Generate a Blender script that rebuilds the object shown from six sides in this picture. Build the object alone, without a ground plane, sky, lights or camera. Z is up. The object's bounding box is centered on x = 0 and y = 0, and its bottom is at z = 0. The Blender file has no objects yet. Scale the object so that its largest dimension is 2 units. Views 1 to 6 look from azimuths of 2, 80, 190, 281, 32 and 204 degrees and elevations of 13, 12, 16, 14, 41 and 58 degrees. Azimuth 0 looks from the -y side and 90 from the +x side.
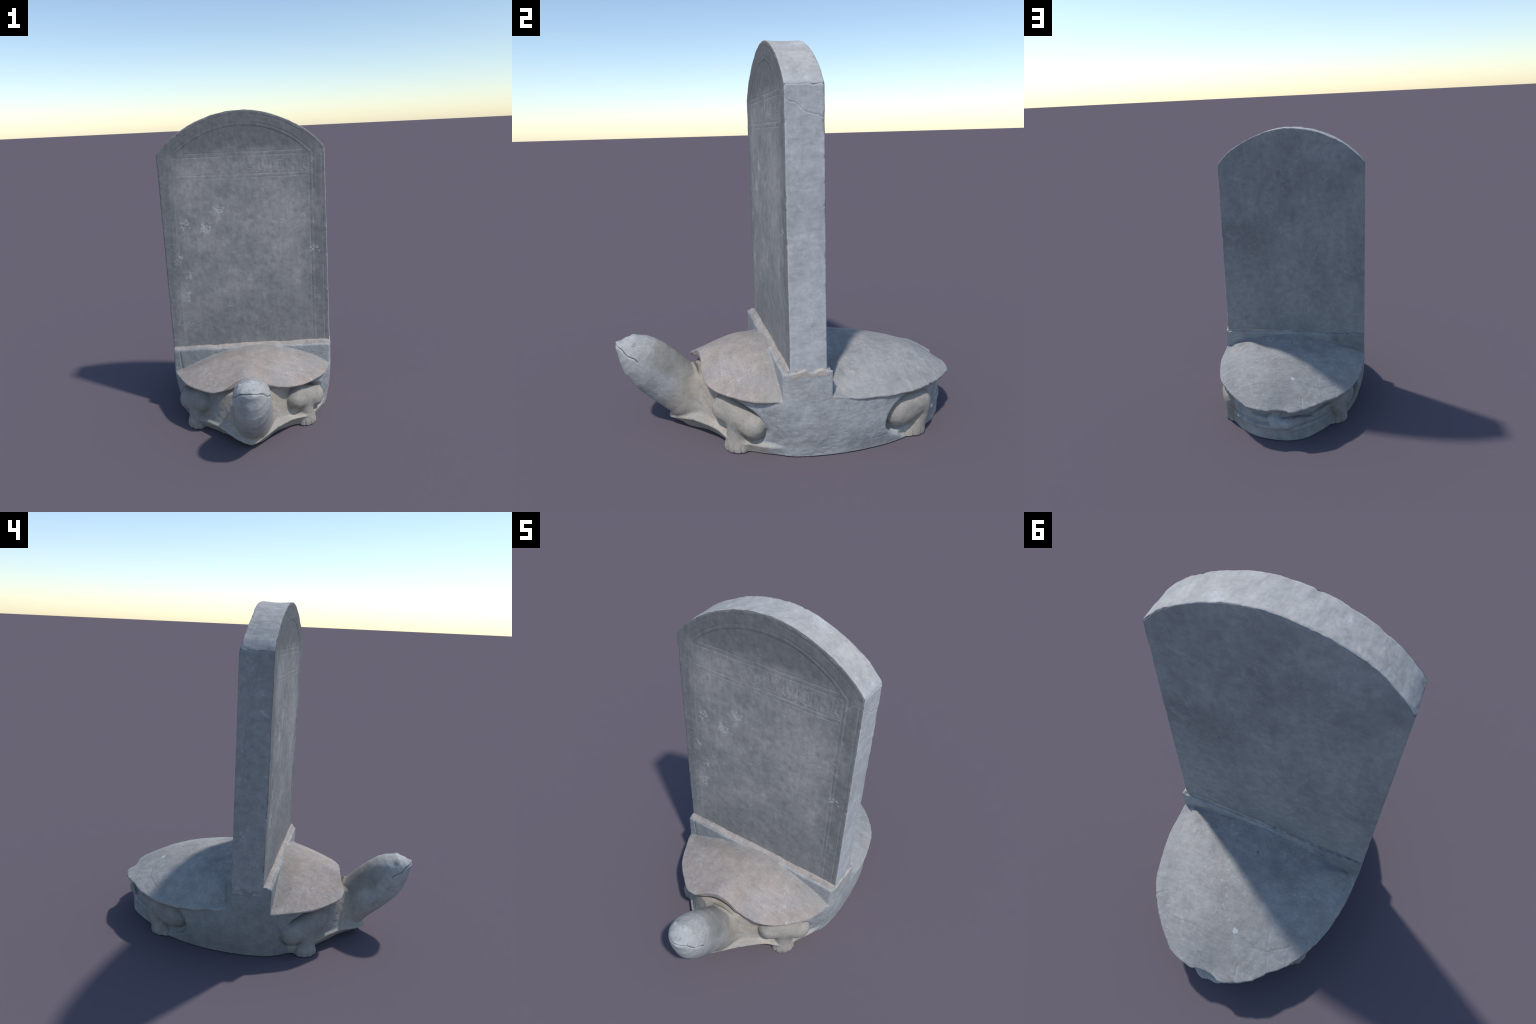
import bpy, math
import numpy as np
from concurrent.futures import ThreadPoolExecutor

# =====================================================================
#  Stone tortoise carrying an upright round-topped stele
#  frame: metres, z up, tortoise looks along -y
# =====================================================================
H = 0.004                      # cell size of the carved-stone surface
rng = np.random.default_rng(11)

# ---------------------------------------------------------------- noise
def _hash(ix, iy, iz, seed):
    h = (ix * 374761393 + iy * 668265263 + iz * 2147483647 + seed * 1274126177) & 0xFFFFFFFF
    h = ((h ^ (h >> 13)) * 1274126177) & 0xFFFFFFFF
    h = ((h ^ (h >> 16)) * 2246822519) & 0xFFFFFFFF
    return ((h ^ (h >> 15)) & 0xFFFF).astype(np.float32) / 32767.5 - 1.0

def noise3(x, y, z, freq, seed=0):
    x = np.asarray(x) * freq + 137.3; y = np.asarray(y) * freq + 91.7; z = np.asarray(z) * freq + 53.1
    x, y, z = np.broadcast_arrays(x, y, z)
    ix, iy, iz = (np.floor(a).astype(np.int64) for a in (x, y, z))
    fx, fy, fz = ((a - i).astype(np.float32) for a, i in ((x, ix), (y, iy), (z, iz)))
    fx, fy, fz = (f * f * f * (f * (f * 6 - 15) + 10) for f in (fx, fy, fz))
    out = 0
    for dx in (0, 1):
        for dy in (0, 1):
            for dz in (0, 1):
                w = (fx if dx else 1 - fx) * (fy if dy else 1 - fy) * (fz if dz else 1 - fz)
                out = out + w * _hash(ix + dx, iy + dy, iz + dz, seed)
    return out

def fbm(x, y, z, freq, octaves=3, seed=0, gain=0.5):
    out, amp = 0, 1.0
    for o in range(octaves):
        out = out + amp * noise3(x, y, z, freq * 2.03 ** o, seed + o * 17)
        amp *= gain
    return out

def sstep(a, b, x):
    t = np.clip((x - a) / (b - a), 0, 1)
    return t * t * (3 - 2 * t)

# ---------------------------------------------------------------- curves
def spline_loop(pts, per=8):
    p = np.array(pts, float); n = len(p); out = []
    for i in range(n):
        a, b, c, d = p[i - 1], p[i], p[(i + 1) % n], p[(i + 2) % n]
        for k in range(per):
            t = k / per
            out.append(0.5 * (2 * b + (c - a) * t + (2 * a - 5 * b + 4 * c - d) * t * t + (3 * b - a - 3 * c + d) * t ** 3))
    return np.array(out)

def polygon_sdf(poly, X, Y):
    d = np.full(X.shape, 1e9); inside = np.zeros(X.shape, bool)
    for (ax, ay), (bx, by) in zip(poly, np.roll(poly, -1, 0)):
        ex, ey = bx - ax, by - ay
        L = ex * ex + ey * ey + 1e-12
        t = np.clip(((X - ax) * ex + (Y - ay) * ey) / L, 0, 1)
        d = np.minimum(d, (X - ax - t * ex) ** 2 + (Y - ay - t * ey) ** 2)
        if ay != by:
            c = ((ay > Y) != (by > Y)) & (X < ex * (Y - ay) / (by - ay) + ax)
            inside ^= c
    d = np.sqrt(d)
    return np.where(inside, -d, d)

def thin_plate(pts, X, Y):
    """smooth height field through scattered (x, y, z) control points"""
    p = np.array(pts, float); n = len(p)
    def U(r2): return 0.5 * r2 * np.log(r2 + 1e-12)
    r2 = (p[:, None, 0] - p[None, :, 0]) ** 2 + (p[:, None, 1] - p[None, :, 1]) ** 2
    A = np.zeros((n + 3, n + 3)); A[:n, :n] = U(r2) + np.eye(n) * 2e-4
    A[:n, n] = 1; A[:n, n + 1:] = p[:, :2]; A[n, :n] = 1; A[n + 1:, :n] = p[:, :2].T
    w = np.linalg.solve(A, np.r_[p[:, 2], 0, 0, 0])
    out = w[n] + w[n + 1] * X + w[n + 2] * Y
    for i in range(n):
        out = out + w[i] * U((X - p[i, 0]) ** 2 + (Y - p[i, 1]) ** 2)
    return out

# ---------------------------------------------------------------- carapace rim (x, y, z)
rim_front = [(.522, -.128, .311), (.48, -.255, .307), (.415, -.343, .307), (.338, -.417, .309), (.255, -.463, .314),
             (.185, -.475, .320), (.118, -.483, .338), (.050, -.478, .368), (-.020, -.484, .390), (-.085, -.497, .374),
             (-.130, -.512, .350), (-.175, -.525, .327), (-.240, -.510, .312), (-.310, -.455, .305), (-.386, -.384, .300),
             (-.440, -.307, .298), (-.492, -.199, .296), (-.511, -.140, .294)]
rim_rear = [(-.530, .112, .292), (-.530, .211, .284), (-.517, .336, .262), (-.490, .459, .249), (-.445, .577, .243),
            (-.375, .697, .248), (-.297, .777, .254), (-.243, .836, .258), (-.150, .893, .245), (-.085, .914, .238),
            (-.045, .903, .238), (.000, .893, .240), (.050, .900, .240), (.095, .910, .240), (.210, .880, .242),
            (.276, .832, .250), (.361, .751, .262), (.440, .645, .275), (.484, .563, .280), (.517, .452, .284),
            (.545, .288, .297), (.545, .116, .319)]
rim = rim_front + rim_rear

front_dome = rim_front + [(-.431, -.135, .324), (-.297, -.135, .384), (-.165, -.135, .425), (-.077, -.135, .444),
              (.009, -.135, .455), (.095, -.135, .453), (.18, -.135, .443), (.308, -.135, .411), (.435, -.135, .365),
              (0, -.21, .449), (0, -.30, .432), (0, -.40, .411), (.22, -.30, .396), (-.22, -.30, .392),
              (.35, -.26, .360), (-.35, -.26, .352), (.16, -.40, .378), (-.16, -.40, .374), (.25, -.38, .350), (-.26, -.40, .342)]
rear_dome = rim_rear + [(.454, .115, .340), (.43, .115, .350), (.295, .115, .396), (.179, .115, .425), (.065, .115, .438),
             (-.047, .115, .436), (-.158, .115, .417), (-.269, .115, .391), (-.378, .115, .357), (-.45, .115, .324),
             (.50, .20, .322), (.42, .20, .360), (.34, .21, .388), (.20, .22, .410), (0, .25, .424), (-.20, .22, .393),
             (-.34, .21, .360), (-.42, .20, .340), (-.48, .20, .308),
             (.40, .40, .350), (.22, .40, .391), (0, .40, .413), (-.22, .40, .374), (-.39, .40, .315),
             (.28, .56, .360), (0, .56, .387), (-.27, .56, .324), (.18, .72, .331), (-.064, .669, .353), (-.18, .72, .308),
             (0, .80, .305)]

# plan outlines: outer wall, inner core between the limbs, plinth
wall_plan = [(.30, -.40), (.42, -.30), (.484, -.20), (.535, -.10), (.543, .03), (.546, .16), (.537, .29), (.508, .44), (.466, .55),
             (.405, .66), (.30, .77), (.17, .84), (0, .875), (-.11, .865), (-.22, .80), (-.36, .66), (-.44, .53), (-.49, .40),
             (-.522, .26), (-.533, .11), (-.531, -.04), (-.515, -.15), (-.465, -.24), (-.40, -.32), (-.28, -.41), (0, -.46)]
core_plan = [(0, -.53), (.10, -.515), (.195, -.462), (.285, -.375), (.375, -.255), (.43, -.12), (.46, .05), (.455, .30), (.410, .47),
             (.385, .615), (.315, .735), (.178, .836), (0, .873), (-.150, .838), (-.262, .724), (-.342, .599), (-.40, .45), (-.44, .28),
             (-.445, .05), (-.415, -.12), (-.37, -.265), (-.298, -.398), (-.205, -.498), (-.10, -.535)]
plinth_plan = [(.006, -.662), (.075, -.618), (.153, -.550), (.220, -.483), (.285, -.420), (.36, -.375), (.42, -.27), (.48, -.14),
               (.495, .03), (.505, .17), (.487, .33), (.453, .49), (.390, .641), (.297, .763), (.178, .846), (.05, .885), (-.05, .883),
               (-.156, .835), (-.246, .742), (-.330, .605), (-.395, .47), (-.455, .33), (-.480, .15), (-.467, -.02), (-.430, -.17),
               (-.40, -.29), (-.345, -.375), (-.275, -.452), (-.182, -.540), (-.086, -.624)]
# side elevation (y, z) of the recess edge that frees the fore and hind limbs from the wall
side_profile = [(-.46, .36), (-.40, .303), (-.30, .262), (-.24, .222), (-.203, .165), (-.192, .115), (-.225, .062), (-.30, .022),
                (-.34, -.06), (.55, -.06), (.49, .03), (.43, .065), (.400, .105), (.405, .155), (.435, .205), (.49, .243),
                (.56, .262), (.72, .30), (.60, .40), (0, .45)]

GX = np.arange(-.66, .661, .005); GY = np.arange(-1.05, 1.051, .005)
PX, PY = np.meshgrid(GX, GY, indexing="ij")
lut = {}
rear_only = sstep(.42, .72, PY)
rag = .003 * rear_only + fbm(PX, PY, 0, 5, 2, 8) * .001 + rear_only * .0016 * fbm(PX, PY, 0, 46, 2, 5)
lut["rim"] = polygon_sdf(spline_loop([(a, b) for a, b, c in rim], 6), PX, PY) + rag
lut["wall"] = polygon_sdf(spline_loop(wall_plan), PX, PY)
lut["core"] = polygon_sdf(spline_loop(core_plan), PX, PY)
lut["plinth"] = polygon_sdf(spline_loop(plinth_plan), PX, PY)
ZF, ZR = thin_plate(front_dome, PX, PY), thin_plate(rear_dome, PX, PY)
def ridge_fold(pts, amp):
    """soft ridge fanning back from a corner of the socket, widening as it fades"""
    out = np.zeros(PX.shape); n = len(pts) - 1
    for k in range(n):
        (ax, ay), (bx, by) = pts[k], pts[k + 1]
        ex, ey = bx - ax, by - ay
        t = np.clip(((PX - ax) * ex + (PY - ay) * ey) / (ex * ex + ey * ey), 0, 1)
        u = (k + t) / n
        d = np.hypot(PX - ax - t * ex, PY - ay - t * ey)
        out = np.maximum(out, amp * np.exp(-(d / (.022 + .050 * u)) ** 2) * sstep(1.05, .3, u))
    return out * sstep(-.004, .03, -lut["rim"])
ZR = ZR + ridge_fold([(.475, .135), (.335, .215), (.22, .36), (.14, .50)], .017) + ridge_fold([(-.475, .135), (-.32, .215), (-.19, .34)], .013)
lut["dome"] = np.where(PY < 0, ZF, ZR)
wsum, zsum = 0, 0
for a, b, c in rim:
    w = 1 / ((PX - a) ** 2 + (PY - b) ** 2 + 2e-3) ** 2
    wsum = wsum + w; zsum = zsum + w * c
lut["rimz"] = zsum / wsum
GZ = np.arange(-.08, .481, .005)
QY, QZ = np.meshgrid(GY, GZ, indexing="ij")
side_lut = polygon_sdf(spline_loop(side_profile), QY, QZ)

def bilin(A, a, b, a0, b0):
    i = np.clip((a - a0) / .005, 0, A.shape[0] - 1.001); j = np.clip((b - b0) / .005, 0, A.shape[1] - 1.001)
    i0 = i.astype(np.int32); j0 = j.astype(np.int32); fi = i - i0; fj = j - j0
    return (A[i0, j0] * (1 - fi) + A[i0 + 1, j0] * fi) * (1 - fj) + (A[i0, j0 + 1] * (1 - fi) + A[i0 + 1, j0 + 1] * fi) * fj

def look(name, x, y):
    return bilin(lut[name], x, y, GX[0], GY[0])

# ---------------------------------------------------------------- blends
def smin(a, b, k):
    h = np.clip(.5 + .5 * (b - a) / k, 0, 1)
    return b + (a - b) * h - k * h * (1 - h)

def smax(a, b, k):
    return -smin(-a, -b, k)

def capsule(x, y, z, a, b, ra, rb, flat=(1, 1, 1)):
    a = np.array(a); b = np.array(b); d = b - a
    px, py, pz = x - a[0], y - a[1], z - a[2]
    t = np.clip((px * d[0] + py * d[1] + pz * d[2]) / d.dot(d), 0, 1)
    return np.sqrt((px - t * d[0]) ** 2 + (py - t * d[1]) ** 2 + (pz - t * d[2]) ** 2) - (ra + (rb - ra) * t)

def ellipsoid(x, y, z, c, r, yaw=0.0):
    px, py, pz = x - c[0], y - c[1], z - c[2]
    cs, sn = math.cos(yaw), math.sin(yaw)
    u = (px * cs + py * sn) / r[0]; v = (-px * sn + py * cs) / r[1]; w = pz / r[2]
    return (np.sqrt(u * u + v * v + w * w) - 1) * min(r)

# ---------------------------------------------------------------- neck and head
AX_T, AX_N = np.array((-.73, .6834)), np.array((.6834, .73))       # axis and upward normal in the (y, z) plane
AX_O = np.array((-.585, .20))
TOP = np.array([(-.30, .14), (.05, .141), (.108, .143), (.164, .145), (.229, .142), (.290, .133), (.339, .115), (.398, .080), (.424, .043), (.436, .012), (.444, -.006)])
BOT = np.array([(-.30, -.15), (-.05, -.143), (-.023, -.137), (.031, -.136), (.095, -.140), (.164, -.139), (.224, -.133), (.297, -.113), (.366, -.076), (.412, -.044), (.436, -.030), (.445, -.010)])
WID = np.array([(-.30, .13), (-.05, .122), (.05, .113), (.12, .108), (.20, .109), (.28, .111), (.33, .107), (.37, .096), (.40, .078), (.425, .056), (.438, .036), (.445, .012)])
def neck_frame(y, z):
    return (y - AX_O[0]) * AX_T[0] + (z - AX_O[1]) * AX_T[1], (y - AX_O[0]) * AX_N[0] + (z - AX_O[1]) * AX_N[1]

def neck_sdf(x, y, z):
    t, n = neck_frame(y, z)
    t = t + .08 * np.maximum(0, t - .3)
    tc = np.clip(t, -.28, .434)
    top, bot, wid = (np.interp(tc, a[:, 0], a[:, 1]) for a in (TOP, BOT, WID))
    xc = np.interp(tc, [-.1, .2, .44], [.010, .021, .023])
    mid, hn = (top + bot) / 2, (top - bot) / 2 + 1e-4
    dx, dn = (x - xc), (n - mid)
    # fuller brow, keeled throat
    dnn = np.where(dn > 0, np.abs(dn / hn) ** 1.12, np.abs(dn / hn) ** .84)
    q = np.sqrt((dx / wid) ** 2 + dnn ** 2) + 1e-6
    d = (q - 1) * np.minimum(wid, hn)
    d = np.sqrt(np.maximum(d, 0) ** 2 + (t - tc) ** 2) + np.minimum(d, 0)
    # skin fold round the neck, under the front edge of the carapace
    fold = np.exp(-((y + .514 - .25 * np.abs(x - .01)) / .011) ** 2) * sstep(.22, .31, z)
    d = d - .010 * fold
    # mouth slit
    ml = n - np.interp(t, [.31, .43], [.010, -.008]) - .0040 * np.sin((t - .31) * 80)
    slit = np.exp(-(ml / .0034) ** 2) * sstep(.300, .312, t)
    return d + .0055 * slit

# ---------------------------------------------------------------- limbs
def toes(x, y, z, c, yaw, n, spread):
    """grooves between toes fanning out from point c"""
    a = np.arctan2(y - c[1], x - c[0]) - yaw
    a = (a + np.pi) % (2 * np.pi) - np.pi
    g = np.cos(a / spread * n * np.pi)
    return np.where(np.abs(a) < spread, np.maximum(0, -g) ** 3, 0)

def forelimb(x, y, z, s):
    X = x * s - (.0 if s > 0 else .012)
    arm = capsule(X, y, z, (.278, -.378, .190), (.405, -.250, .126), .066, .054)
    ridge = capsule(X, y, z, (.294, -.355, .218), (.416, -.242, .160), .050, .046)
    d = smin(arm, ridge, .05)
    d = smax(d, .74 * X - .67 * y + .20 * (z - .16) - .535, .022)      # dressed flat on the outer face
    shin = capsule(X, y, z, (.342, -.325, .12), (.352, -.328, .03), .054, .050)
    foot = ellipsoid(X, y, z, (.352, -.330, .004), (.070, .053, .068), .85)
    gr = toes(X, y, z, (.315, -.290), -.80, 5, .9) * sstep(.060, .01, z)
    foot = smin(shin, foot, .025) + .004 * gr
    return smin(d, foot, .016)

def hindlimb(x, y, z, s):
    X = x * s - (.008 if s > 0 else -.018)
    Y = y if s > 0 else y + .035
    knee = ellipsoid(X, Y, z, (.418, .505, .148), (.062, .100, .084), .30)
    haunch = ellipsoid(X, Y, z, (.378, .590, .165), (.078, .115, .074), .44)
    d = smin(knee, haunch, .035)
    shin = capsule(X, Y, z, (.370, .625, .13), (.384, .598, .03), .060, .058)
    foot = ellipsoid(X, Y, z, (.372, .585, -.003), (.060, .098, .050), .42)
    gr = toes(X, Y, z, (.33, .55), .40, 5, .9) * sstep(.060, .01, z)
    foot = smin(shin, foot, .03) + .004 * gr
    d = smin(d, foot, .012)
    return smax(d, .92 * X + .38 * Y - .654, .025)

def tail_sdf(x, y, z):
    spine = [(.018, .842, .198, .026), (.044, .864, .160, .035), (.030, .872, .128, .036), (-.045, .867, .128, .034),
             (-.12, .846, .140, .029), (-.205, .808, .146, .014)]
    d = 1.0
    for a, b in zip(spine[:-1], spine[1:]):
        c = capsule(x, y, z, a[:3], b[:3], a[3], b[3])
        d = c if np.isscalar(d) else smin(d, c, .02)
    return d

# ---------------------------------------------------------------- whole carving
PARTS = ["trunk", "carapace", "socket", "mortar", "plinth", "neck", "foreR", "foreL", "hindR", "hindL", "tail"]
def nape_mask(x, y):
    return sstep(1.15, .55, np.hypot((y + .49) / .085, (x + .01) / .17))

def parts_sdf(x, y, z):
    W, C, P, R = (look(k, x, y) for k in ("wall", "core", "plinth", "rim"))
    dome, rz = look("dome", x, y), look("rimz", x, y)
    side = bilin(side_lut, y + .035 * sstep(0, -.1, x) * sstep(.15, .3, y), z, GY[0], GZ[0])
    out = {}
    rz = rz + (dome - rz) * nape_mask(x, y)
    under = rz - .004
    # trunk: recessed core plus the full wall between the limbs
    core = smax(C + .06 * sstep(.285, .325, z) * nape_mask(x, y) + .012 * np.exp(-((z - .108 - .010 * noise3(x, y, 0, 7, 57)) / .007) ** 2) * sstep(.45, .65, y) + .16 * np.maximum(0, z - .09) * sstep(.1, -.3, y) + .05 * sstep(.08, .0, z) * sstep(-.2, -.4, y) + .025 * sstep(.158, .172, z + .006 * noise3(x, y, 0, 18, 55)) * sstep(.45, .65, y) * sstep(.26, .14, x) - .02 * sstep(.12, .02, z) * sstep(-.3, -.1, y) * sstep(.6, .4, y), z - under, .01)
    fore = sstep(.06, -.18, y)
    inset = (1 - fore) * (.028 + .013 * sstep(.2, -.2, x)) * sstep(.16 + .04 * sstep(.2, -.2, x), -.03, z) ** 1.3 + fore * .055 * sstep(.30, -.05, z)
    wall = smax(smax(W + inset, side, .014), z - np.where(np.abs(y) < .11, rz, dome), .004)
    out["trunk"] = smin(core, wall, .015)
    # carapace: dome above, ragged broken lip below
    nape = nape_mask(x, y)
    lip = .020 + .014 * nape + .024 * sstep(.45, .75, y)
    edge = np.maximum(0, (rz - .006) - z) * (1 - nape)
    out["carapace"] = smax(smax(R + .9 * edge, (z - dome) * .9, .005), rz - lip - z - .12 * np.minimum(0, R), .006)
    # socket block that grips the stele
    cz = .446 + .004 * sstep(-.3, .4, x) + .003 * noise3(x, y, 0, 30, 3) + .012 * sstep(.49, .53, x) * noise3(x, y, 0, 34, 13)
    out["socket"] = smax(smax(np.maximum(W + inset, .24 - z), np.maximum(-y - .131 + .012 * x, y - .116), .006), z - cz, .012)
    # mortar bed packed against the stele
    yl = y - .012 * x
    mh = .438 + sstep(-.134, -.098, yl) * (.021 + .016 * sstep(-.5, .4, x) + .006 * fbm(x, 0, 0, 9, 3, 21)) + .002 * noise3(x, y, z, 45, 22)
    mortar = smax(np.maximum(np.maximum(-.130 - yl, y + .05), W + .006 + .004 * noise3(x, y, z, 30, 29)), z - mh, .005)
    side_m = .458 + .016 * fbm(x * .3, y, 0, 24, 2, 23) - .55 * np.maximum(0, np.abs(x + .004) - .526)
    mortar2 = np.maximum(np.maximum(np.abs(y - .002) - .096, W - .001), z - side_m) + .05 * sstep(.0, -.1, x)
    mb = np.maximum(np.maximum(np.abs(y - .02) - .086 - .006 * noise3(x, y, z, 40, 24), W + .02), z - .448 - .006 * noise3(x, y, 0, 50, 25))
    out["mortar"] = np.maximum(np.minimum(np.minimum(mortar, mortar2), mb), .430 - z)
    # plinth flange: sloping top, undercut at the front
    fr = sstep(-.25, -.45, y)
    top_edge = np.interp(y, [-.66, -.60, -.54, -.46, -.40, -.30, .5, .75, .88], [.048, .068, .088, .086, .072, .05, .05, .092, .104])
    slope = top_edge + np.clip(-P, 0, .06) * (.55 - .35 * sstep(.4, .6, y))
    under_cut = (.60 * fr + .38) * np.maximum(0, top_edge - .008 - z)
    out["plinth"] = smax(P + under_cut, z - slope, .008)
    out["neck"] = neck_sdf(x, y, z)
    out["foreR"], out["foreL"] = forelimb(x, y, z, 1), forelimb(x, y, z, -1)
    out["hindR"], out["hindL"] = hindlimb(x, y, z, 1), hindlimb(x, y, z, -1)
    out["tail"] = tail_sdf(x, y, z)
    return out

def stone(x, y, z):
    p = parts_sdf(x, y, z)
    d = smin(p["trunk"], p["neck"], .065)
    d = smin(d, p["plinth"], .012)
    for k in ("foreR", "foreL", "hindR", "hindL"):
        d = smin(d, p[k], .012)
    d = smin(d, p["tail"], .006)
    d = smin(d, p["carapace"], .005)
    d = np.minimum(d, p["socket"])
    d = np.minimum(d, p["mortar"])
    return np.maximum(d, -z)

def pmap(f, p, chunk=60000):
    parts = [p[i:i + chunk] for i in range(0, len(p), chunk)]
    with ThreadPoolExecutor(4) as ex:
        return np.concatenate(list(ex.map(lambda q: f(q[:, 0], q[:, 1], q[:, 2]), parts)))

def surface_nets(lo, hi, h, f):
    n = [int(math.ceil((b - a) / h / 8)) * 8 + 1 for a, b in zip(lo, hi)]
    ax = [np.float32(a) + np.arange(k, dtype=np.float32) * np.float32(h) for a, k in zip(lo, n)]
    nb = [(k - 1) // 8 for k in n]
    bc = np.meshgrid(*[a[0] + (np.arange(b) + .5) * 8 * h for a, b in zip(ax, nb)], indexing="ij")
    D = f(bc[0].ravel(), bc[1].ravel(), bc[2].ravel()).reshape(nb)
    act = np.abs(D) < 8 * h * 1.15
    F = np.ones(n, np.float32)
    up = lambda A: np.repeat(np.repeat(np.repeat(A, 8, 0), 8, 1), 8, 2)
    F[:-1, :-1, :-1] = np.where(up(D) < 0, -1, 1)
    m = np.zeros(n, bool)
    ua = up(act)
    for dx in (0, 1):
        for dy in (0, 1):
            for dz in (0, 1):
                m[dx:n[0] - 1 + dx, dy:n[1] - 1 + dy, dz:n[2] - 1 + dz] |= ua
    I = np.argwhere(m)
    F[m] = pmap(f, np.stack([ax[k][I[:, k]] for k in range(3)], 1))
    S = F < 0
    cnt = sum(S[dx:n[0] - 1 + dx, dy:n[1] - 1 + dy, dz:n[2] - 1 + dz].astype(np.int8) for dx in (0, 1) for dy in (0, 1) for dz in (0, 1))
    cells = np.argwhere((cnt > 0) & (cnt < 8))
    vid = np.full([k - 1 for k in n], -1, np.int32)
    vid[cells[:, 0], cells[:, 1], cells[:, 2]] = np.arange(len(cells))
    acc = np.zeros((len(cells), 3)); num = np.zeros(len(cells))
    corner = [(a, b, c) for a in (0, 1) for b in (0, 1) for c in (0, 1)]
    V = {c: F[cells[:, 0] + c[0], cells[:, 1] + c[1], cells[:, 2] + c[2]].astype(float) for c in corner}
    for c in corner:
        for k in range(3):
            if c[k] == 0:
                e = tuple(1 if i == k else c[i] for i in range(3))
                a, b = V[c], V[e]; x = (a < 0) != (b < 0)
                t = np.where(x, a / np.where(x, a - b, 1), 0)
                p = np.tile(np.array(c, float), (len(cells), 1)); p[:, k] += t
                acc[x] += p[x]; num[x] += 1
    pos = (cells + acc / num[:, None]) * h + np.array([a[0] for a in ax])
    quads = []
    for k in range(3):
        i, j = [(1, 2), (2, 0), (0, 1)][k]
        s0 = [slice(None)] * 3; s1 = [slice(None)] * 3
        s0[k] = slice(0, n[k] - 1); s1[k] = slice(1, n[k])
        A, B = S[tuple(s0)], S[tuple(s1)]
        E = np.argwhere(A != B)
        E = E[(E[:, i] > 0) & (E[:, j] > 0) & (E[:, i] < n[i] - 1) & (E[:, j] < n[j] - 1)]
        flip = ~A[E[:, 0], E[:, 1], E[:, 2]]
        def g(oi, oj):
            q = E.copy(); q[:, i] -= oi; q[:, j] -= oj
            return vid[q[:, 0], q[:, 1], q[:, 2]]
        q = np.stack([g(1, 1), g(0, 1), g(0, 0), g(1, 0)], 1)
        q[flip] = q[flip][:, ::-1]
        quads.append(q)
    return pos, np.concatenate(quads)

def grad(f, p, e=.0015):
    d0 = pmap(f, p)
    return d0, np.stack([pmap(f, p + np.eye(3)[k] * e) - d0 for k in range(3)], 1) / e

def vertex_normals(pos, quads):
    a, b, c, d = (pos[quads[:, i]] for i in range(4))
    fn = np.cross(c - a, d - b)
    N = np.stack([np.bincount(quads.ravel(), np.repeat(fn[:, k], 4), len(pos)) for k in range(3)], 1)
    return N / (np.linalg.norm(N, axis=1)[:, None] + 1e-12)

# ---------------------------------------------------------------- mesh helpers
def make_mesh(name, pos, quads, normals=None, smooth=True):
    me = bpy.data.meshes.new(name)
    me.vertices.add(len(pos)); me.vertices.foreach_set("co", np.ascontiguousarray(pos, np.float32).ravel())
    me.loops.add(quads.size); me.loops.foreach_set("vertex_index", np.ascontiguousarray(quads, np.int32).ravel())
    me.polygons.add(len(quads)); me.polygons.foreach_set("loop_start", np.arange(0, quads.size, 4, dtype=np.int32))
    me.update(calc_edges=True); me.validate()
    me.polygons.foreach_set("use_smooth", np.full(len(me.polygons), smooth))
    if normals is not None:
        me.normals_split_custom_set_from_vertices([tuple(v) for v in normals.tolist()])
    return me

def add(name, mesh, mat, parent, kind=None):
    ob = bpy.data.objects.new(name, mesh)
    bpy.context.scene.collection.objects.link(ob)
    if mat: mesh.materials.append(mat)
    ob.parent = parent
    if kind: ob["kind"] = kind
    return ob
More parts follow.
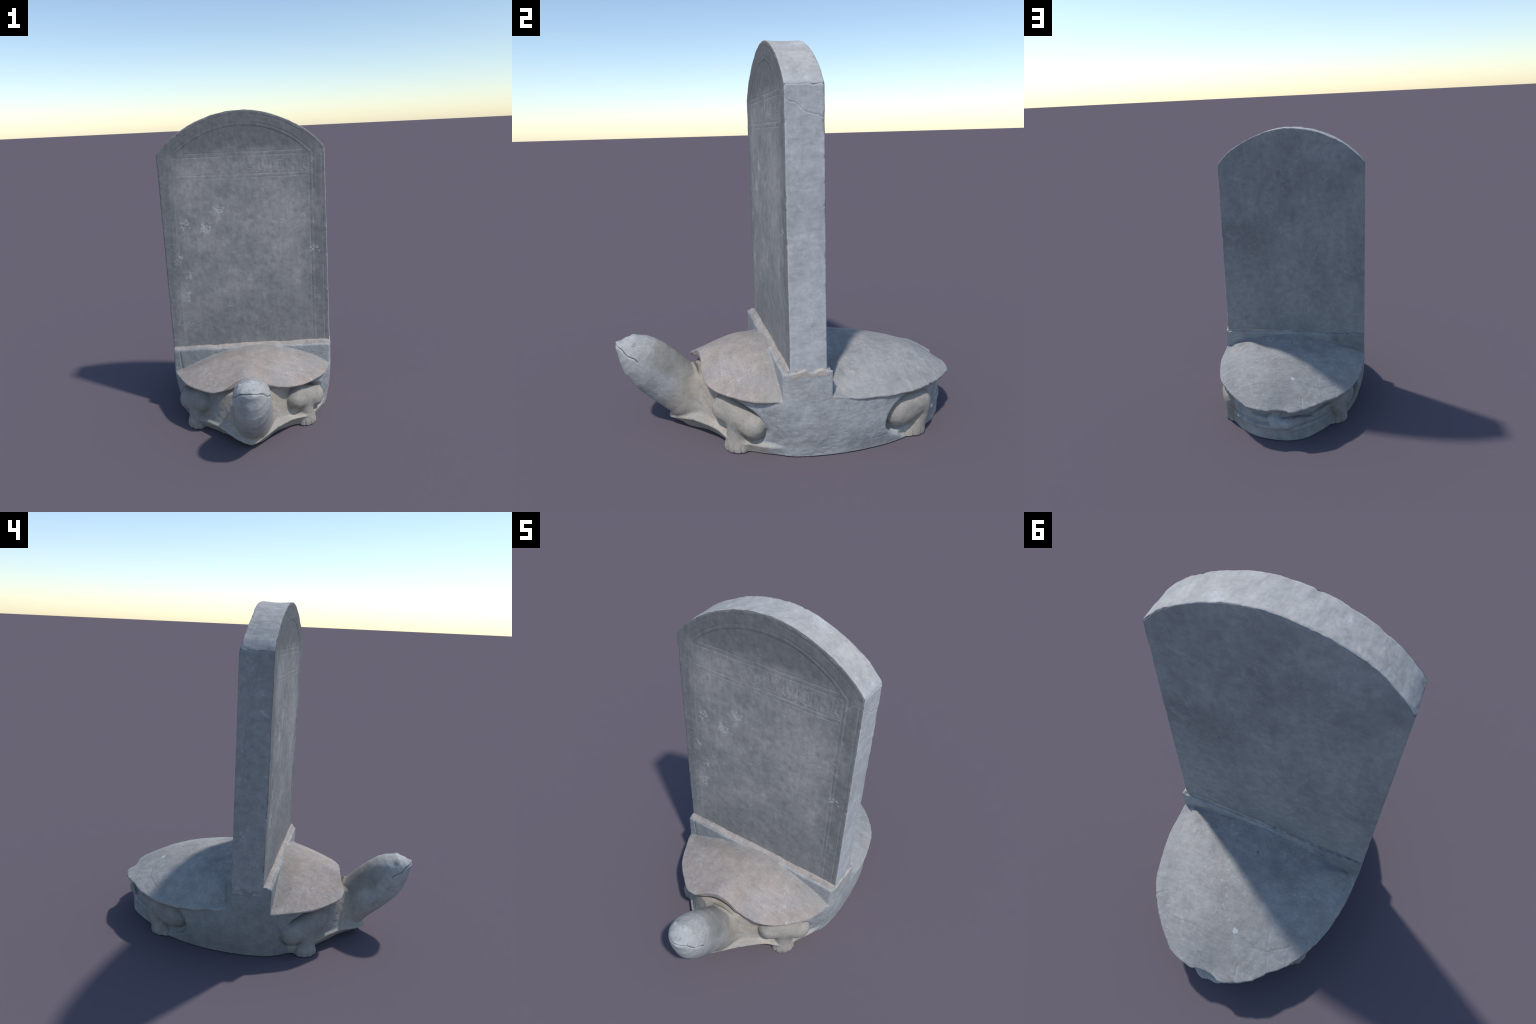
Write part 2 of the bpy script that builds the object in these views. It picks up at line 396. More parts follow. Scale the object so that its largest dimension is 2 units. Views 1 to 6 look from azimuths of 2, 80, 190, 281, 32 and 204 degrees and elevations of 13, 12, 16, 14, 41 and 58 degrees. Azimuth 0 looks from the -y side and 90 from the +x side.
# MATERIALS_BEGIN
class Nodes:
    """small helper for procedural stone colours on Object coordinates"""
    def __init__(self, name):
        self.m = bpy.data.materials.new(name); self.m.use_nodes = True
        self.t = self.m.node_tree; self.b = self.t.nodes["Principled BSDF"]
        self.b.inputs["Roughness"].default_value = .88
        self.b.inputs["Specular IOR Level"].default_value = .25
        self.co = self.t.nodes.new("ShaderNodeTexCoord").outputs["Object"]
        sep = self.t.nodes.new("ShaderNodeSeparateXYZ"); self.link(self.co, sep.inputs[0])
        self.x, self.y, self.z = sep.outputs
    def link(self, a, b): self.t.links.new(a, b)
    def put(self, sock, v):
        if hasattr(v, "is_output"): self.link(v, sock)
        else: sock.default_value = v
    def math(self, op, a, b=0.0, c=0.0, clamp=False):
        n = self.t.nodes.new("ShaderNodeMath"); n.operation = op; n.use_clamp = clamp
        for s, v in zip(n.inputs, (a, b, c)): self.put(s, v)
        return n.outputs[0]
    def noise(self, scale, detail=4, rough=.55, stretch=(1, 1, 1), off=(0, 0, 0), dist=0.0):
        mp = self.t.nodes.new("ShaderNodeMapping"); mp.inputs["Scale"].default_value = stretch; mp.inputs["Location"].default_value = off
        self.link(self.co, mp.inputs["Vector"])
        n = self.t.nodes.new("ShaderNodeTexNoise"); self.link(mp.outputs[0], n.inputs["Vector"])
        n.inputs["Scale"].default_value = scale; n.inputs["Detail"].default_value = detail
        n.inputs["Roughness"].default_value = rough; n.inputs["Distortion"].default_value = dist
        return n.outputs["Fac"]
    def voronoi(self, scale, feature="F1"):
        n = self.t.nodes.new("ShaderNodeTexVoronoi"); n.feature = feature; n.inputs["Scale"].default_value = scale
        self.link(self.co, n.inputs["Vector"]); return n.outputs["Distance"]
    def step(self, v, a, b):
        n = self.t.nodes.new("ShaderNodeMapRange"); n.interpolation_type = "SMOOTHSTEP"
        self.put(n.inputs["Value"], v); n.inputs["From Min"].default_value = min(a, b); n.inputs["From Max"].default_value = max(a, b)
        n.inputs["To Min"].default_value = 0.0 if a < b else 1.0; n.inputs["To Max"].default_value = 1.0 if a < b else 0.0
        return n.outputs["Result"]
    def mul(self, *v):
        o = v[0]
        for q in v[1:]: o = self.math("MULTIPLY", o, q)
        return o
    def mix(self, fac, a, b, blend="MIX"):
        n = self.t.nodes.new("ShaderNodeMix"); n.data_type = "RGBA"; n.blend_type = blend
        self.put(n.inputs[0], fac)
        for s, v in ((n.inputs[6], a), (n.inputs[7], b)):
            self.put(s, (*v, 1) if isinstance(v, tuple) else v)
        return n.outputs[2]
    def scale_by(self, col, val):
        c = self.t.nodes.new("ShaderNodeCombineColor")
        for s in c.inputs: self.put(s, val)
        return self.mix(1.0, col, c.outputs[0], "MULTIPLY")
    def near(self, px, pz, r, wob, amount=.6):
        """irregular blot round (px, pz) in the plane of the slab"""
        dx = self.math("SUBTRACT", self.x, px); dz = self.math("SUBTRACT", self.z, pz)
        d = self.math("SQRT", self.math("ADD", self.mul(dx, dx), self.mul(dz, dz)))
        d = self.math("ADD", self.math("DIVIDE", d, r), self.math("MULTIPLY", self.math("SUBTRACT", wob, .5), amount * 4))
        return self.step(d, 1.0, .6)
    def grain(self, col, lo=.88, hi=1.12, s1=70, s2=16):
        a = self.noise(s1, 5, .65); b = self.noise(s2, 5, .6, off=(3, 1, 7))
        v = self.math("ADD", self.mul(self.math("SUBTRACT", a, .5), (hi - lo) * 1.6), self.mul(self.math("SUBTRACT", b, .5), (hi - lo) * 1.8))
        return self.scale_by(col, self.math("ADD", v, 1.0))
    def finish(self, col, bump=.12, scale=130):
        self.link(col, self.b.inputs["Base Color"])
        bp = self.t.nodes.new("ShaderNodeBump"); bp.inputs["Strength"].default_value = bump; bp.inputs["Distance"].default_value = .004
        self.link(self.noise(scale, 4, .65), bp.inputs["Height"]); self.link(bp.outputs[0], self.b.inputs["Normal"])
        return self.m

def weathered(name, light, dark, warm, front=0.0, whole=0.0, fy=(-.10, -.24), stain=.5, speck=0.0, streak=0.0, lo=.86, hi=1.14, left_dark=0.0, extra=None):
    """limestone: light/dark mottling, tan patina (front half and/or overall), dark stains, pale specks"""
    n = Nodes(name)
    col = n.mix(n.step(n.noise(4.5, 6, .65), .36, .66), light, dark)
    patch = n.step(n.noise(6, 4, .6, off=(5, 2, 9)), .30, .62)
    w = n.mul(n.math("ADD", n.mul(n.step(n.y, *fy), front), whole), n.math("ADD", n.mul(patch, .55), .45))
    col = n.mix(w, col, warm)
    if left_dark:      # left flank mixed darker, with an uneven border
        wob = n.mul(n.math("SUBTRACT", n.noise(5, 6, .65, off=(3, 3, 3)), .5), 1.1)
        col = n.mix(n.mul(n.step(n.math("ADD", n.x, wob), .05, -.45), left_dark), col, (.215, .222, .225))
    if streak:
        st = n.noise(9, 6, .65, stretch=(1, 9, 3), off=(1, 4, 2))
        col = n.scale_by(col, n.math("ADD", n.mul(n.math("SUBTRACT", st, .5), streak), 1.0))
    mot = n.noise(20, 6, .7, off=(6, 1, 2))
    col = n.scale_by(col, n.math("ADD", n.mul(n.math("SUBTRACT", mot, .5), .42), 1.0))
    st = n.mul(n.step(n.noise(11, 6, .68, off=(8, 8, 1)), .54, .70), stain)
    col = n.mix(st, col, tuple(c * .58 for c in dark))
    if speck:
        sp = n.mul(n.step(n.noise(42, 5, .7), .55, .68), n.step(n.noise(5, 3, .5, off=(2, 6, 4)), .44, .58), speck)
        col = n.mix(sp, col, (.52, .53, .51))
    if extra: col = extra(n, col)
    return n.finish(n.grain(col, lo, hi), .16)

def shell_marks(n, col):
    # lime splash and dark drops on the rear slope, brown water mark beside the stele
    wob = n.noise(75, 5, .7, off=(2, 9, 2))
    for px, py, r, c, am in ((-.064, .669, .015, (.52, .56, .57), .8), (.045, .60, .008, (.16, .16, .16), .7), (.06, .625, .006, (.16, .16, .16), .7), (0, .255, .009, (.12, .12, .12), .8)):
        dx, dy = n.math("SUBTRACT", n.x, px), n.math("SUBTRACT", n.y, py)
        d = n.math("DIVIDE", n.math("SQRT", n.math("ADD", n.mul(dx, dx), n.mul(dy, dy))), r)
        d = n.math("ADD", d, n.mul(n.math("SUBTRACT", wob, .5), 3.2))
        col = n.mix(n.mul(n.step(d, 1.0, .7), am), col, c)
    wm = n.math("ADD", n.y, n.mul(n.math("SUBTRACT", n.noise(7, 5, .6, off=(1, 1, 4)), .5), .25))
    col = n.mix(n.mul(n.step(wm, -.24, -.17), n.step(n.y, .0, -.02), .35), col, (.25, .222, .195))
    return col

def mouth_line(n, col):
    # dark slit of the mouth and nostrils, in the axis frame of the neck
    dy, dz = n.math("SUBTRACT", n.y, float(AX_O[0])), n.math("SUBTRACT", n.z, float(AX_O[1]))
    t = n.math("ADD", n.mul(dy, float(AX_T[0])), n.mul(dz, float(AX_T[1])))
    u = n.math("ADD", n.mul(dy, float(AX_N[0])), n.mul(dz, float(AX_N[1])))
    mid = n.math("ADD", n.math("MULTIPLY_ADD", n.math("SUBTRACT", t, .31), -.15, .010), n.mul(n.math("SINE", n.mul(n.math("SUBTRACT", t, .31), 80.0)), .0040))
    d = n.math("ABSOLUTE", n.math("SUBTRACT", u, mid))
    col = n.mix(n.mul(n.step(d, .0030, .0012), n.step(t, .302, .308), .85), col, (.05, .05, .05))
    for px in (.012, .040):
        ax = n.math("DIVIDE", n.math("ABSOLUTE", n.math("SUBTRACT", n.x, px)), .004)
        at = n.math("DIVIDE", n.math("ABSOLUTE", n.math("SUBTRACT", u, .018)), .008)
        col = n.mix(n.mul(n.step(n.math("MAXIMUM", ax, at), 1.0, .6), n.step(t, .39, .40), .4), col, (.15, .15, .15))
    pale = n.step(n.math("ADD", u, n.mul(n.math("SUBTRACT", n.noise(12, 4, .6), .5), .08)), .02, .07)
    sp = n.step(n.noise(95, 4, .7, off=(4, 4, 0)), .52, .66)
    return n.mix(n.mul(pale, sp, .55), col, (.24, .24, .225))

def neck_band(n, col):
    # brown weather film over the crown of the neck
    dy, dz = n.math("SUBTRACT", n.y, float(AX_O[0])), n.math("SUBTRACT", n.z, float(AX_O[1]))
    t = n.math("ADD", n.mul(dy, float(AX_T[0])), n.mul(dz, float(AX_T[1])))
    u = n.math("ADD", n.mul(dy, float(AX_N[0])), n.mul(dz, float(AX_N[1])))
    wob = n.mul(n.math("SUBTRACT", n.noise(9, 6, .65), .5), .12)
    m = n.mul(n.step(n.math("ADD", u, wob), .015, .07), n.step(n.math("ADD", t, wob), .36, .20))
    col = n.mix(n.mul(m, .8), col, (.235, .228, .205))
    return n.mix(n.mul(n.step(n.math("ADD", t, wob), .13, -.02), .75), col, (.355, .315, .262))

GREY, SLATE, TAN = (.385, .39, .392), (.30, .303, .306), (.385, .33, .265)
mat_trunk = weathered("trunk_stone", GREY, SLATE, TAN, front=.85, fy=(-.27, -.36), stain=.35, left_dark=.75)
mat_plinth = weathered("plinth_stone", (.38, .38, .375), (.30, .30, .29), TAN, front=.7, stain=.45)
mat_limb = weathered("limb_stone", (.355, .342, .32), (.275, .265, .25), (.36, .31, .25), whole=.5, stain=.3, left_dark=.5)
mat_neck = weathered("neck_stone", (.385, .39, .395), (.32, .32, .315), (.33, .30, .26), whole=.15, stain=.3, extra=neck_band)
mat_head = weathered("head_stone", (.43, .43, .425), (.36, .36, .35), (.36, .335, .30), whole=.1, stain=.3, lo=.84, hi=1.16, extra=lambda n, c: mouth_line(n, neck_band(n, c)))
mat_eye = weathered("eye_stone", (.43, .43, .425), (.36, .36, .35), (.36, .335, .30), stain=.2)
mat_shell = weathered("carapace_stone", (.345, .343, .335), (.285, .282, .275), (.362, .300, .264), front=.80, whole=.06, stain=.22, speck=.5, streak=.40, extra=shell_marks)
mat_socket = weathered("socket_stone", GREY, SLATE, TAN, whole=.1, stain=.35, left_dark=.75)
mat_mortar = weathered("mortar", (.44, .395, .36), (.31, .285, .265), (.40, .34, .30), whole=.5, stain=.45, left_dark=.35)

def slab_face():
    n = Nodes("inscribed_face_stone")
    col = n.mix(n.step(n.noise(3.2, 5, .6), .36, .66), (.372, .352, .334), (.262, .256, .253))
    # rubbed-dark frame, foot and arch; paler worn middle
    ax = n.math("ABSOLUTE", n.math("ADD", n.x, .006))
    wob = n.mul(n.math("SUBTRACT", n.noise(5, 5, .6, off=(4, 0, 1)), .5), .22)
    frame = n.step(n.math("ADD", ax, wob), .36, .50)
    foot = n.step(n.math("ADD", n.z, n.mul(wob, 1.6)), 1.0, .52)
    arch = n.step(n.math("ADD", n.z, wob), 1.66, 1.80)
    dark = n.math("MAXIMUM", n.mul(frame, .75), n.math("MAXIMUM", n.mul(foot, .60), n.mul(arch, .95)))
    col = n.mix(dark, col, (.178, .176, .175))
    # vertical rubbing streaks and mottling
    st = n.noise(9, 8, .72, stretch=(4.5, 1, .8), off=(0, 3, 0))
    col = n.scale_by(col, n.math("ADD", n.mul(n.math("SUBTRACT", st, .5), .50), 1.0))
    mot = n.noise(20, 8, .75, off=(6, 1, 2))
    col = n.scale_by(col, n.math("ADD", n.mul(n.math("SUBTRACT", mot, .5), .95), 1.0))
    # pale veins
    v = n.math("ABSOLUTE", n.math("SUBTRACT", n.noise(3.2, 4, .6, off=(9, 0, 5), dist=1.2), .5))
    vein = n.mul(n.step(v, .014, .0), n.step(n.noise(5, 2, .5, off=(1, 0, 8)), .50, .62), .32)
    col = n.mix(vein, col, (.46, .46, .45))
    # worn title band: dark strokes in broken upright columns between the rules
    band = n.mul(n.step(n.z, 1.602, 1.612), n.step(n.z, 1.722, 1.708), n.step(ax, .43, .41))
    gl = n.noise(30, 4, .7, stretch=(2.6, 1, 1), off=(0, 0, 3))
    fade = n.step(n.math("ADD", n.x, wob), -.25, .15)
    col = n.mix(n.mul(band, n.step(gl, .50, .62), n.math("MULTIPLY_ADD", fade, .34, .10)), col, (.15, .15, .152))
    col = n.mix(n.mul(band, n.step(gl, .44, .34), fade, .35), col, (.38, .38, .37))
    # pale scratches along the carved rules
    for zl in (1.741, 1.716, 1.603, 1.580):
        d = n.math("ABSOLUTE", n.math("SUBTRACT", n.z, zl))
        brk = n.step(n.noise(7, 4, .6, stretch=(1, 1, .2), off=(zl * 9, 0, 0)), .40, .56)
        col = n.mix(n.mul(n.step(d, .0032, .0010), n.step(ax, .43, .42), brk, .36), col, (.42, .42, .42))
    for xl in (.428, .448, .508):
        d = n.math("ABSOLUTE", n.math("SUBTRACT", ax, xl))
        brk = n.step(n.noise(6, 4, .6, stretch=(.2, 1, 1), off=(xl * 9, 0, 0)), .44, .58)
        col = n.mix(n.mul(n.step(d, .0030, .0010), n.step(n.z, 1.72, 1.70), brk, .30), col, (.40, .40, .40))
    # angular scars showing fresh stone: broken bright ridges of a folded noise
    w1 = n.noise(22, 4, .6, off=(2, 0, 2)); ridge = n.step(n.math("ABSOLUTE", n.math("SUBTRACT", n.noise(17, 3, .6, off=(5, 0, 7), dist=.8), .5)), .052, .012)
    for px, pz, r in ((-.388, 1.285, .046), (-.252, 1.265, .052), (-.158, 1.385, .042), (.445, 1.095, .040), (-.385, .955, .036), (-.40, .80, .045), (-.43, 1.08, .018)):
        col = n.mix(n.mul(n.near(px, pz, r, w1, .35), ridge, .8), col, (.52, .52, .50))
    return n.finish(n.grain(col, .90, 1.10, 90, 40), .10)
mat_face = slab_face()

def slab_body(name, light, dark, left_dark=0.0):
    n = Nodes(name)
    col = n.mix(n.step(n.noise(3.0, 6, .62, stretch=(1, 1, .7)), .36, .66), light, dark)
    if left_dark:      # left edge mixed darker, crown mixed paler and warmer
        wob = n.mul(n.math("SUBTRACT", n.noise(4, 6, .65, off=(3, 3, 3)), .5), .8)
        m = n.mul(n.step(n.math("ADD", n.x, wob), -.1, -.42), n.step(n.math("ADD", n.z, n.mul(wob, .25)), 1.82, 1.72), left_dark)
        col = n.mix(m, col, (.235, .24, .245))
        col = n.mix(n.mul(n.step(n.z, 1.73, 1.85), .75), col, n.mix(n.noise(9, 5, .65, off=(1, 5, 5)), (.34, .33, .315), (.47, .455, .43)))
    st = n.noise(5, 5, .6, stretch=(4, 4, .8), off=(7, 3, 0))
    col = n.scale_by(col, n.math("ADD", n.mul(n.math("SUBTRACT", st, .5), .24), 1.0))
    mot = n.noise(22, 6, .7, off=(6, 1, 2))
    col = n.scale_by(col, n.math("ADD", n.mul(n.math("SUBTRACT", mot, .5), .75), 1.0))
    v = n.math("ABSOLUTE", n.math("SUBTRACT", n.noise(2.2, 5, .62, off=(3, 5, 1), dist=.9), .5))
    col = n.mix(n.mul(n.step(v, .008, .0), n.step(n.noise(4, 2, .5, off=(6, 2, 8)), .52, .62), .22), col, (.46, .46, .46))
    cl = n.noise(13, 6, .72, off=(2, 7, 4), dist=.4)
    col = n.mix(n.mul(n.step(cl, .56, .72), .45), col, tuple(min(1, c * 1.35) for c in light))
    return n.finish(n.grain(col, .92, 1.08, 90, 40), .10)
mat_back = slab_body("back_face_stone", (.32, .32, .32), (.24, .24, .245))
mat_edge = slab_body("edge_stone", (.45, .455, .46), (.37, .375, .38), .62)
# MATERIALS_END

monument = bpy.data.objects.new("tortoise_stele", None)
bpy.context.scene.collection.objects.link(monument)
monument["label"] = "grey stone tortoise carrying a tall round-topped memorial slab"
monument["category"] = "stone monument"

# ---------------------------------------------------------------- carve the tortoise
pos, quads = surface_nets((-.60, -.95, -.012), (.60, .95, .56), H, stone)
for it in range(2):
    d, g = grad(stone, pos)
    g2 = np.maximum((g * g).sum(1), .25)
    step = np.clip(d / g2, -.5 * H, .5 * H)
    pos -= .8 * step[:, None] * g
stack = pmap(lambda x, y, z: (lambda q: np.stack([q[k] for k in PARTS], 1))(parts_sdf(x, y, z)), pos)
lab = stack.argmin(1)
N = vertex_normals(pos, quads)
x, y, z = pos.T
rough = .0008 * fbm(x, y, z, 34, 3, 31) + .0014 * fbm(x, y, z, 7, 2, 41)
jag = sstep(.25, .7, y) * np.exp(-((z - look("rimz", x, y) + .012) / .016) ** 2) * (np.abs(look("rim", x, y)) < .03)
rough += .003 * jag * fbm(x, y, z, 48, 2, 51)
rough += .0008 * (np.abs(N[:, 2]) < .5) * fbm(x, y, z, 30, 3, 61) * (lab != PARTS.index("neck"))
def seg_dist(a, b, pts):
    d = np.full(len(a), 1.0)
    for (x0, y0), (x1, y1) in zip(pts[:-1], pts[1:]):
        ex, ey = x1 - x0, y1 - y0
        tt = np.clip(((a - x0) * ex + (b - y0) * ey) / (ex * ex + ey * ey), 0, 1)
        d = np.minimum(d, np.hypot(a - x0 - tt * ex, b - y0 - tt * ey))
    return d
wx, wy = x + .006 * noise3(x, y, z, 24, 71), y + .006 * noise3(x, y, z, 24, 73)
on_shell = (lab == PARTS.index("carapace"))
for line, dep in (([(.44, .645), (.375, .615)], .003), ([(-.23, .60), (-.25, .685), (-.29, .79)], .0015), ([(-.16, .71), (-.25, .69), (-.375, .59)], .0015), ([(-.14, .80), (-.15, .90)], .003)):
    rough -= on_shell * dep * np.exp(-(seg_dist(wx, wy, line) / .0045) ** 2)
rough += on_shell * (y > 0) * .0015 * sstep(-.12, -.26, x) * sstep(.56, .68, y) * fbm(x, y, z, 26, 2, 77)
rough -= (y < -.115) * (lab == PARTS.index("socket")) * .005 * np.exp(-((wx + .474) / .004) ** 2)
rough -= (x < -.45) * (lab == PARTS.index("trunk")) * .005 * np.exp(-(seg_dist(wy, z, [(-.184, .305), (-.17, .21), (-.19, .16)]) / .004) ** 2)
# bush-hammer pitting of the side walls
rough -= .0007 * (np.abs(N[:, 2]) < .6) * np.isin(lab, [PARTS.index("trunk"), PARTS.index("socket")]) * sstep(.25, .6, noise3(x, y * .6, z * 1.5, 75, 79))
keep = sstep(0, .006, z)
pos = pos + N * (rough * keep)[:, None]
pos[:, 2] = np.maximum(pos[:, 2], 0)
N = vertex_normals(pos, quads)

fl = lab[quads]
face_lab = np.sort(fl, 1)[:, 1]
t_head, _ = neck_frame(pos[quads].mean(1)[:, 1], pos[quads].mean(1)[:, 2])
head_face = (face_lab == PARTS.index("neck")) & (t_head > .20)
def cut(name, mask, mat, parent=monument):
    q = quads[mask]
    used, inv = np.unique(q, return_inverse=True)
    me = make_mesh(name, pos[used], inv.reshape(q.shape), N[used])
    return add(name, me, mat, parent)
is_ = lambda k: face_lab == PARTS.index(k)
trunk = cut("trunk", is_("trunk"), mat_trunk)
cut("carapace", is_("carapace"), mat_shell)
cut("socket", is_("socket"), mat_socket)
cut("mortar_bed", is_("mortar"), mat_mortar)
cut("plinth", is_("plinth"), mat_plinth)
cut("neck", is_("neck") & ~head_face, mat_neck)
head = cut("head", head_face, mat_head)
for k, nm in (("foreR", "forelimb"), ("foreL", "forelimb"), ("hindR", "hindlimb"), ("hindL", "hindlimb")):
    cut(nm, is_(k), mat_limb)
cut("tail", is_("tail"), mat_trunk)

# eyes: a low bead inside a raised ring
def eye(center, normal):
    nrm = np.array(normal, float); nrm /= np.linalg.norm(nrm)
    u = np.cross(nrm, (0, 0, 1)); u /= np.linalg.norm(u); v = np.cross(nrm, u)
    prof = [(.0185, -.006), (.0165, .0012), (.0145, .0030), (.0120, -.0008), (.0105, -.0004), (.0085, .0040), (.0048, .0062), (.0005, .0068)]
    seg = 28; P = []
    for r, hgt in prof:
        for k in range(seg):
            a = 2 * math.pi * k / seg
            P.append(np.array(center) + nrm * hgt + (u * math.cos(a) + v * math.sin(a)) * r)
    Q = [(i * seg + k, (i + 1) * seg + k, (i + 1) * seg + (k + 1) % seg, i * seg + (k + 1) % seg) for i in range(len(prof) - 1) for k in range(seg)]
    return make_mesh("eye", np.array(P), np.array(Q)[:, ::-1])
for ex in (.089, -.044):
    p = np.array([[ex, -.823, .505]])
    for it in range(4):
        d, g = grad(stone, p); p = p - (d / np.maximum((g * g).sum(1), .2))[:, None] * g
    add("eye", eye(p[0], grad(stone, p)[1][0]), mat_eye, head)

# ---------------------------------------------------------------- the stele
NU, NV, NW = 420, 600, 64
Z0 = .40
def top_arc(xx):
    R = .684
    return 2.0 - R + np.sqrt(np.maximum(R * R - xx * xx, 0)) 

def lattice_box(nu, nv, nw):
    idx = -np.ones((nu + 1, nv + 1, nw + 1), np.int64)
    m = np.zeros(idx.shape, bool)
    m[[0, -1]] = m[:, [0, -1]] = True; m[:, :, [0, -1]] = True
    ijk = np.argwhere(m); idx[m] = np.arange(len(ijk))
    Q = []
    for axis in range(3):
        for end in (0, -1):
            F = np.take(idx, end, axis=axis)
            q = np.stack([F[:-1, :-1], F[1:, :-1], F[1:, 1:], F[:-1, 1:]], -1).reshape(-1, 4)
            flip = (end == 0) ^ (axis == 1)
            Q.append(q[:, ::-1] if flip else q)
    return ijk, np.concatenate(Q)

ijk, sq = lattice_box(NU, NV, NW)
s = ijk[:, 0] / NU; t = ijk[:, 1] / NV; w = ijk[:, 2] / NW
# lattice axes: u -> x, v -> z, w -> y
s = .5 + (s - .5)
xc0 = -.534 + s * 1.060
ztop = top_arc(np.clip(xc0 - .001, -.531, .531)) - .005 * np.exp(-((np.abs(xc0) - .28) / .13) ** 2)
zz = Z0 + t * (ztop - Z0)
xl = np.interp(zz, [.45, 1.75], [-.532, -.546]); xr = np.interp(zz, [.45, 1.75], [.535, .524])
xx = xl + s * (xr - xl) + (w - .5) * -.010 * (1 - s)
yf = np.interp(zz, [.45, 1.2, 2.0], [-.090, -.092, -.091]); yb = np.interp(zz, [.45, 1.2, 2.0], [.091, .091, .090]) - .013 * sstep(1.72, 1.9, zz) * sstep(-.1, -.4, xx)
yy = yf + w * (yb - yf)
on_f, on_b = ijk[:, 2] == 0, ijk[:, 2] == NW
on_l, on_r, on_t = ijk[:, 0] == 0, ijk[:, 0] == NU, ijk[:, 1] == NV
chip = .006 + .006 * np.maximum(0, fbm(xx, yy, zz, 14, 3, 71)) + .010 * np.maximum(0, fbm(xx, yy, zz, 30, 2, 75) - .35)
dside = np.minimum(s, 1 - s) * 1.07; dtop = np.minimum(ztop - zz, 9) * .85; dy = np.minimum(yy - yf, yb - yy)
cham = lambda d: .5 * np.maximum(0, chip - d)
# relief of the front face: border fillets, arched panel, ruled title band with worn seal-script strokes
def groove(d, wd, dep): return -dep * np.exp(-(d / wd) ** 2)
def front_relief(x, z):
    wear = .35 + .65 * sstep(-.35, .45, fbm(x, z, 0, 6, 3, 81) + .55 * sstep(-.45, .45, x))
    low = sstep(.45, .75, z)
    def arch(xm, zs, zp, xo=0.0):
        xo = xo - .006
        R = ((xm) ** 2 + (zp - zs) ** 2) / (2 * (zp - zs))
        r = np.hypot(x - xo, z - (zp - R)) - R
        return np.where(z > zs + (np.abs(x - xo) - xm) * .6, r, np.abs(x - xo) - xm)
    h = 0
    panel = arch(.434, 1.715, 1.903)
    h = h - .0012 * sstep(.003, -.003, panel) * (.4 + .6 * low)
    h = h + groove(panel - .001, .0030, .0011) * wear
    h = h + groove(arch(.455, 1.722, 1.925), .0030, .0012) * wear
    h = h + groove(arch(.511, 1.738, 1.972), .0028, .0010) * wear * .8
    inside = sstep(.0, -.006, panel)
    for zl in (1.741, 1.716, 1.603, 1.580):
        h = h + groove(z - zl - .0012 * noise3(x, 0, 0, 4, 5), .0026, .0010) * inside * wear
    return h, inside
hf, inside = front_relief(xx, zz)
# title band: ten upright columns of eroded strokes
g = np.random.default_rng(5)
ins = np.zeros(len(xx)); band = on_f & (zz > 1.605) & (zz < 1.715) & (np.abs(xx) < .43)
bi = np.where(band)[0]; bx, bz = xx[bi], zz[bi]; dmin = np.full(len(bi), 1.0)
def stroke(x0, z0, x1, z1):
    ex, ez = x1 - x0, z1 - z0; L = ex * ex + ez * ez
    tt = np.clip(((bx - x0) * ex + (bz - z0) * ez) / L, 0, 1)
    return np.hypot(bx - x0 - tt * ex, bz - z0 - tt * ez)
for c in range(12):
    cx = .385 - c * .068
    for k in range(8):
        if g.random() < .58:
            a = cx + g.uniform(-.022, .022); z0 = 1.66 + g.uniform(-.04, .0); z1 = z0 + g.uniform(.02, .05)
            dmin = np.minimum(dmin, stroke(a, z0, a + g.uniform(-.004, .004), min(z1, 1.705)))
        else:
            b = 1.66 + g.uniform(-.042, .042); a0 = cx + g.uniform(-.026, .0); a1 = a0 + g.uniform(.014, .03)
            dmin = np.minimum(dmin, stroke(a0, b, a1, b + g.uniform(-.004, .004)))
ins[bi] = -.0013 * np.exp(-(dmin / .0032) ** 2) * (.25 + .75 * sstep(-.30, .25, bx)) * sstep(-.5, .4, fbm(bx, bz, 0, 14, 2, 91))
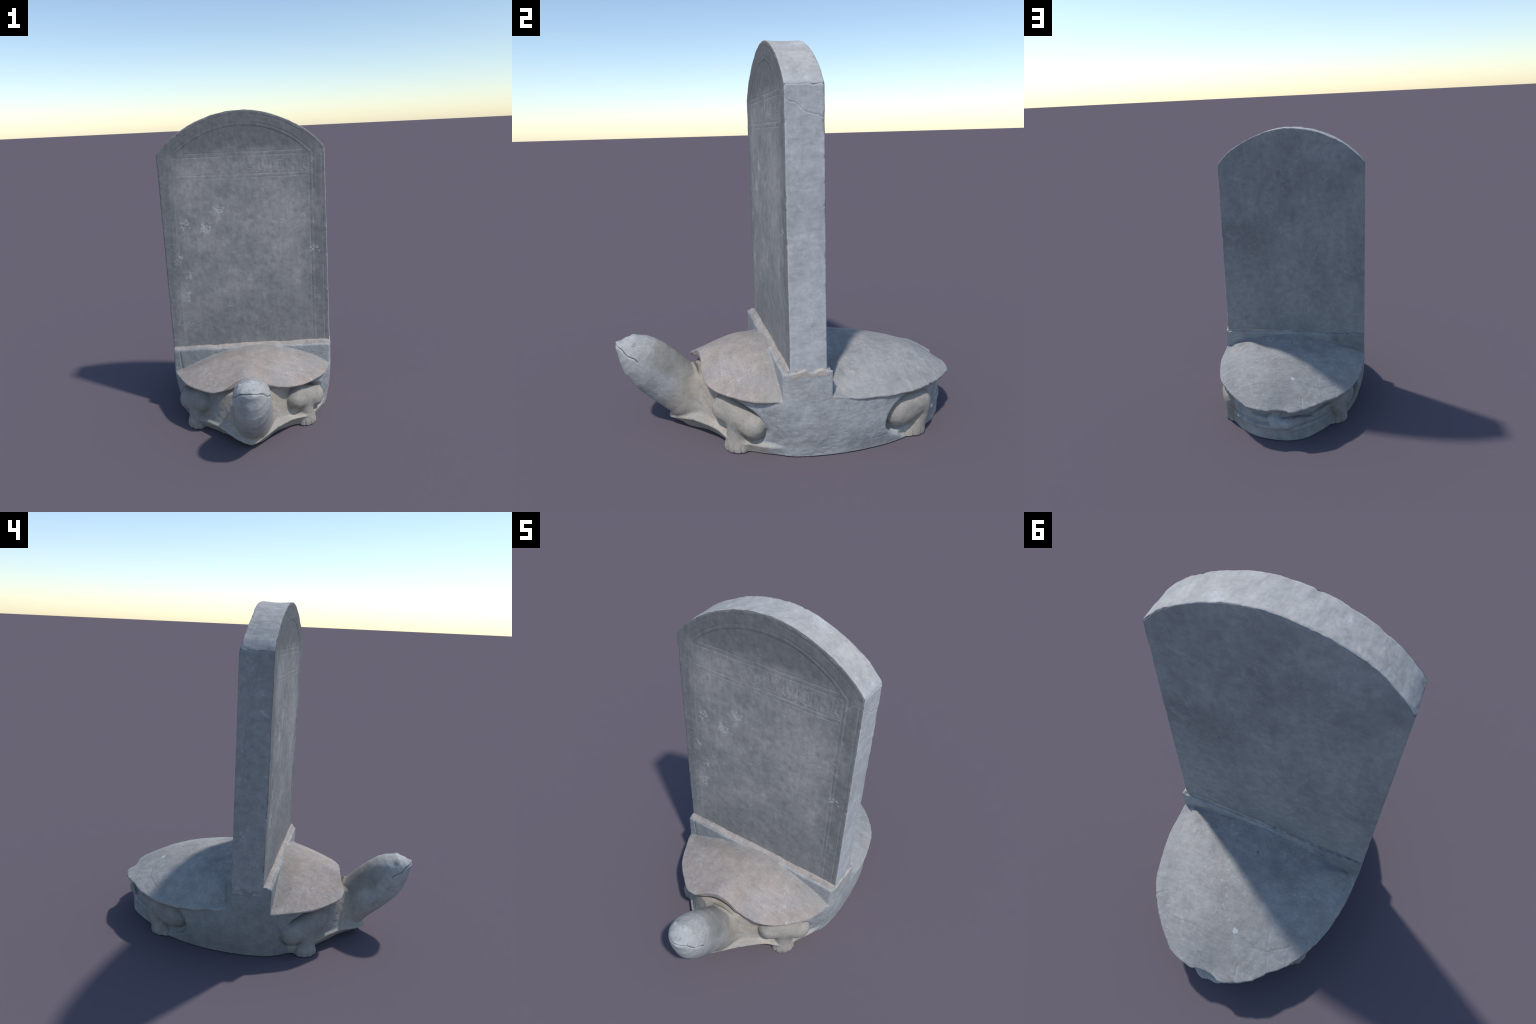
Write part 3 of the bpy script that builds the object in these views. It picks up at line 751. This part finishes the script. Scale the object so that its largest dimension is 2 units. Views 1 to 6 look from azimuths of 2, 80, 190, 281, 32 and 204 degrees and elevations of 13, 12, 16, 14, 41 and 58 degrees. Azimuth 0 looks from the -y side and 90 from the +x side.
# shallow spalls on the front face
spall = np.zeros(len(xx))
for px, pz, r in ((-.388, 1.285, .034), (-.252, 1.265, .040), (-.158, 1.385, .034), (-.392, .955, .022)):
    dd = np.hypot((xx - px) * 1.15, zz - pz) / r + .75 * np.abs(fbm(xx, zz, 0, 24, 3, 95)) * 2 - .35
    spall = np.minimum(spall, -.0011 * sstep(.80, .45, dd) + .0008 * sstep(.4, .1, dd))
weather = .0011 * fbm(xx, yy, zz, 6, 3, 101) + .0005 * fbm(xx, yy, zz, 38, 2, 111)
tool = .0010 * fbm(xx * 2.2, yy, zz * 2.2, 13, 3, 121)
fy = (hf + ins + spall + weather)
yy = yy + np.where(on_f, -fy + cham(dside) + cham(dtop), 0) + np.where(on_b, weather * .8 - cham(dside) - cham(dtop), 0)
edge_y = cham(dy)
# fine cracks across the right and left edges
def crack(poly, depth=.004, width=.0028):
    d = np.full(len(xx), 1.0)
    zz_w = zz + .004 * noise3(xx, yy, zz, 40, 7); yy_w = yy + .004 * noise3(xx, yy, zz, 40, 9)
    for (y0, z0), (y1, z1) in zip(poly[:-1], poly[1:]):
        ey, ez = y1 - y0, z1 - z0; L = ey * ey + ez * ez
        tt = np.clip(((yy_w - y0) * ey + (zz_w - z0) * ez) / L, 0, 1)
        d = np.minimum(d, np.hypot(yy_w - y0 - tt * ey, zz_w - z0 - tt * ez))
    return depth * np.exp(-(d / width) ** 2)
crack_r = crack([(-.085, 1.695), (-.027, 1.664), (.001, 1.641), (.095, 1.608)], .0018, .0022)
crack_l = crack([(-.028, 1.749), (-.005, 1.62), (.028, 1.451), (.047, 1.291), (.038, 1.181), (.053, 1.005)], .003, .0025) + crack([(.085, .967), (-.013, .990), (-.08, .904), (-.085, .975)], .003, .0025)
xx = xx + np.where(on_l, edge_y + cham(dtop) - tool * 1.0 + crack_l, 0) - np.where(on_r, edge_y + cham(dtop) - tool * .8 + crack_r, 0)
saddle = .007 * (1 - (2 * w - 1) ** 2) * sstep(.3, .0, np.abs(xx))
zz = zz + np.where(on_t, -edge_y - cham(dside) + tool * 2.0 - saddle + .003 * fbm(xx, yy * .3, 0, 9, 2, 131), 0)
P = np.stack([xx, yy, zz], 1)
SN = vertex_normals(P, sq)
f_all = lambda q, k, v: (ijk[q][:, :, k] == v).all(1)
front_f, back_f = f_all(sq, 2, 0), f_all(sq, 2, NW)
def slab_part(name, mask, mat, parent):
    used, inv = np.unique(sq[mask], return_inverse=True)
    return add(name, make_mesh(name, P[used], inv.reshape(-1, 4), SN[used]), mat, parent)
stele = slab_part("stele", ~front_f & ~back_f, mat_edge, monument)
slab_part("inscribed_face", front_f, mat_face, stele)
slab_part("back_face", back_f, mat_back, stele)
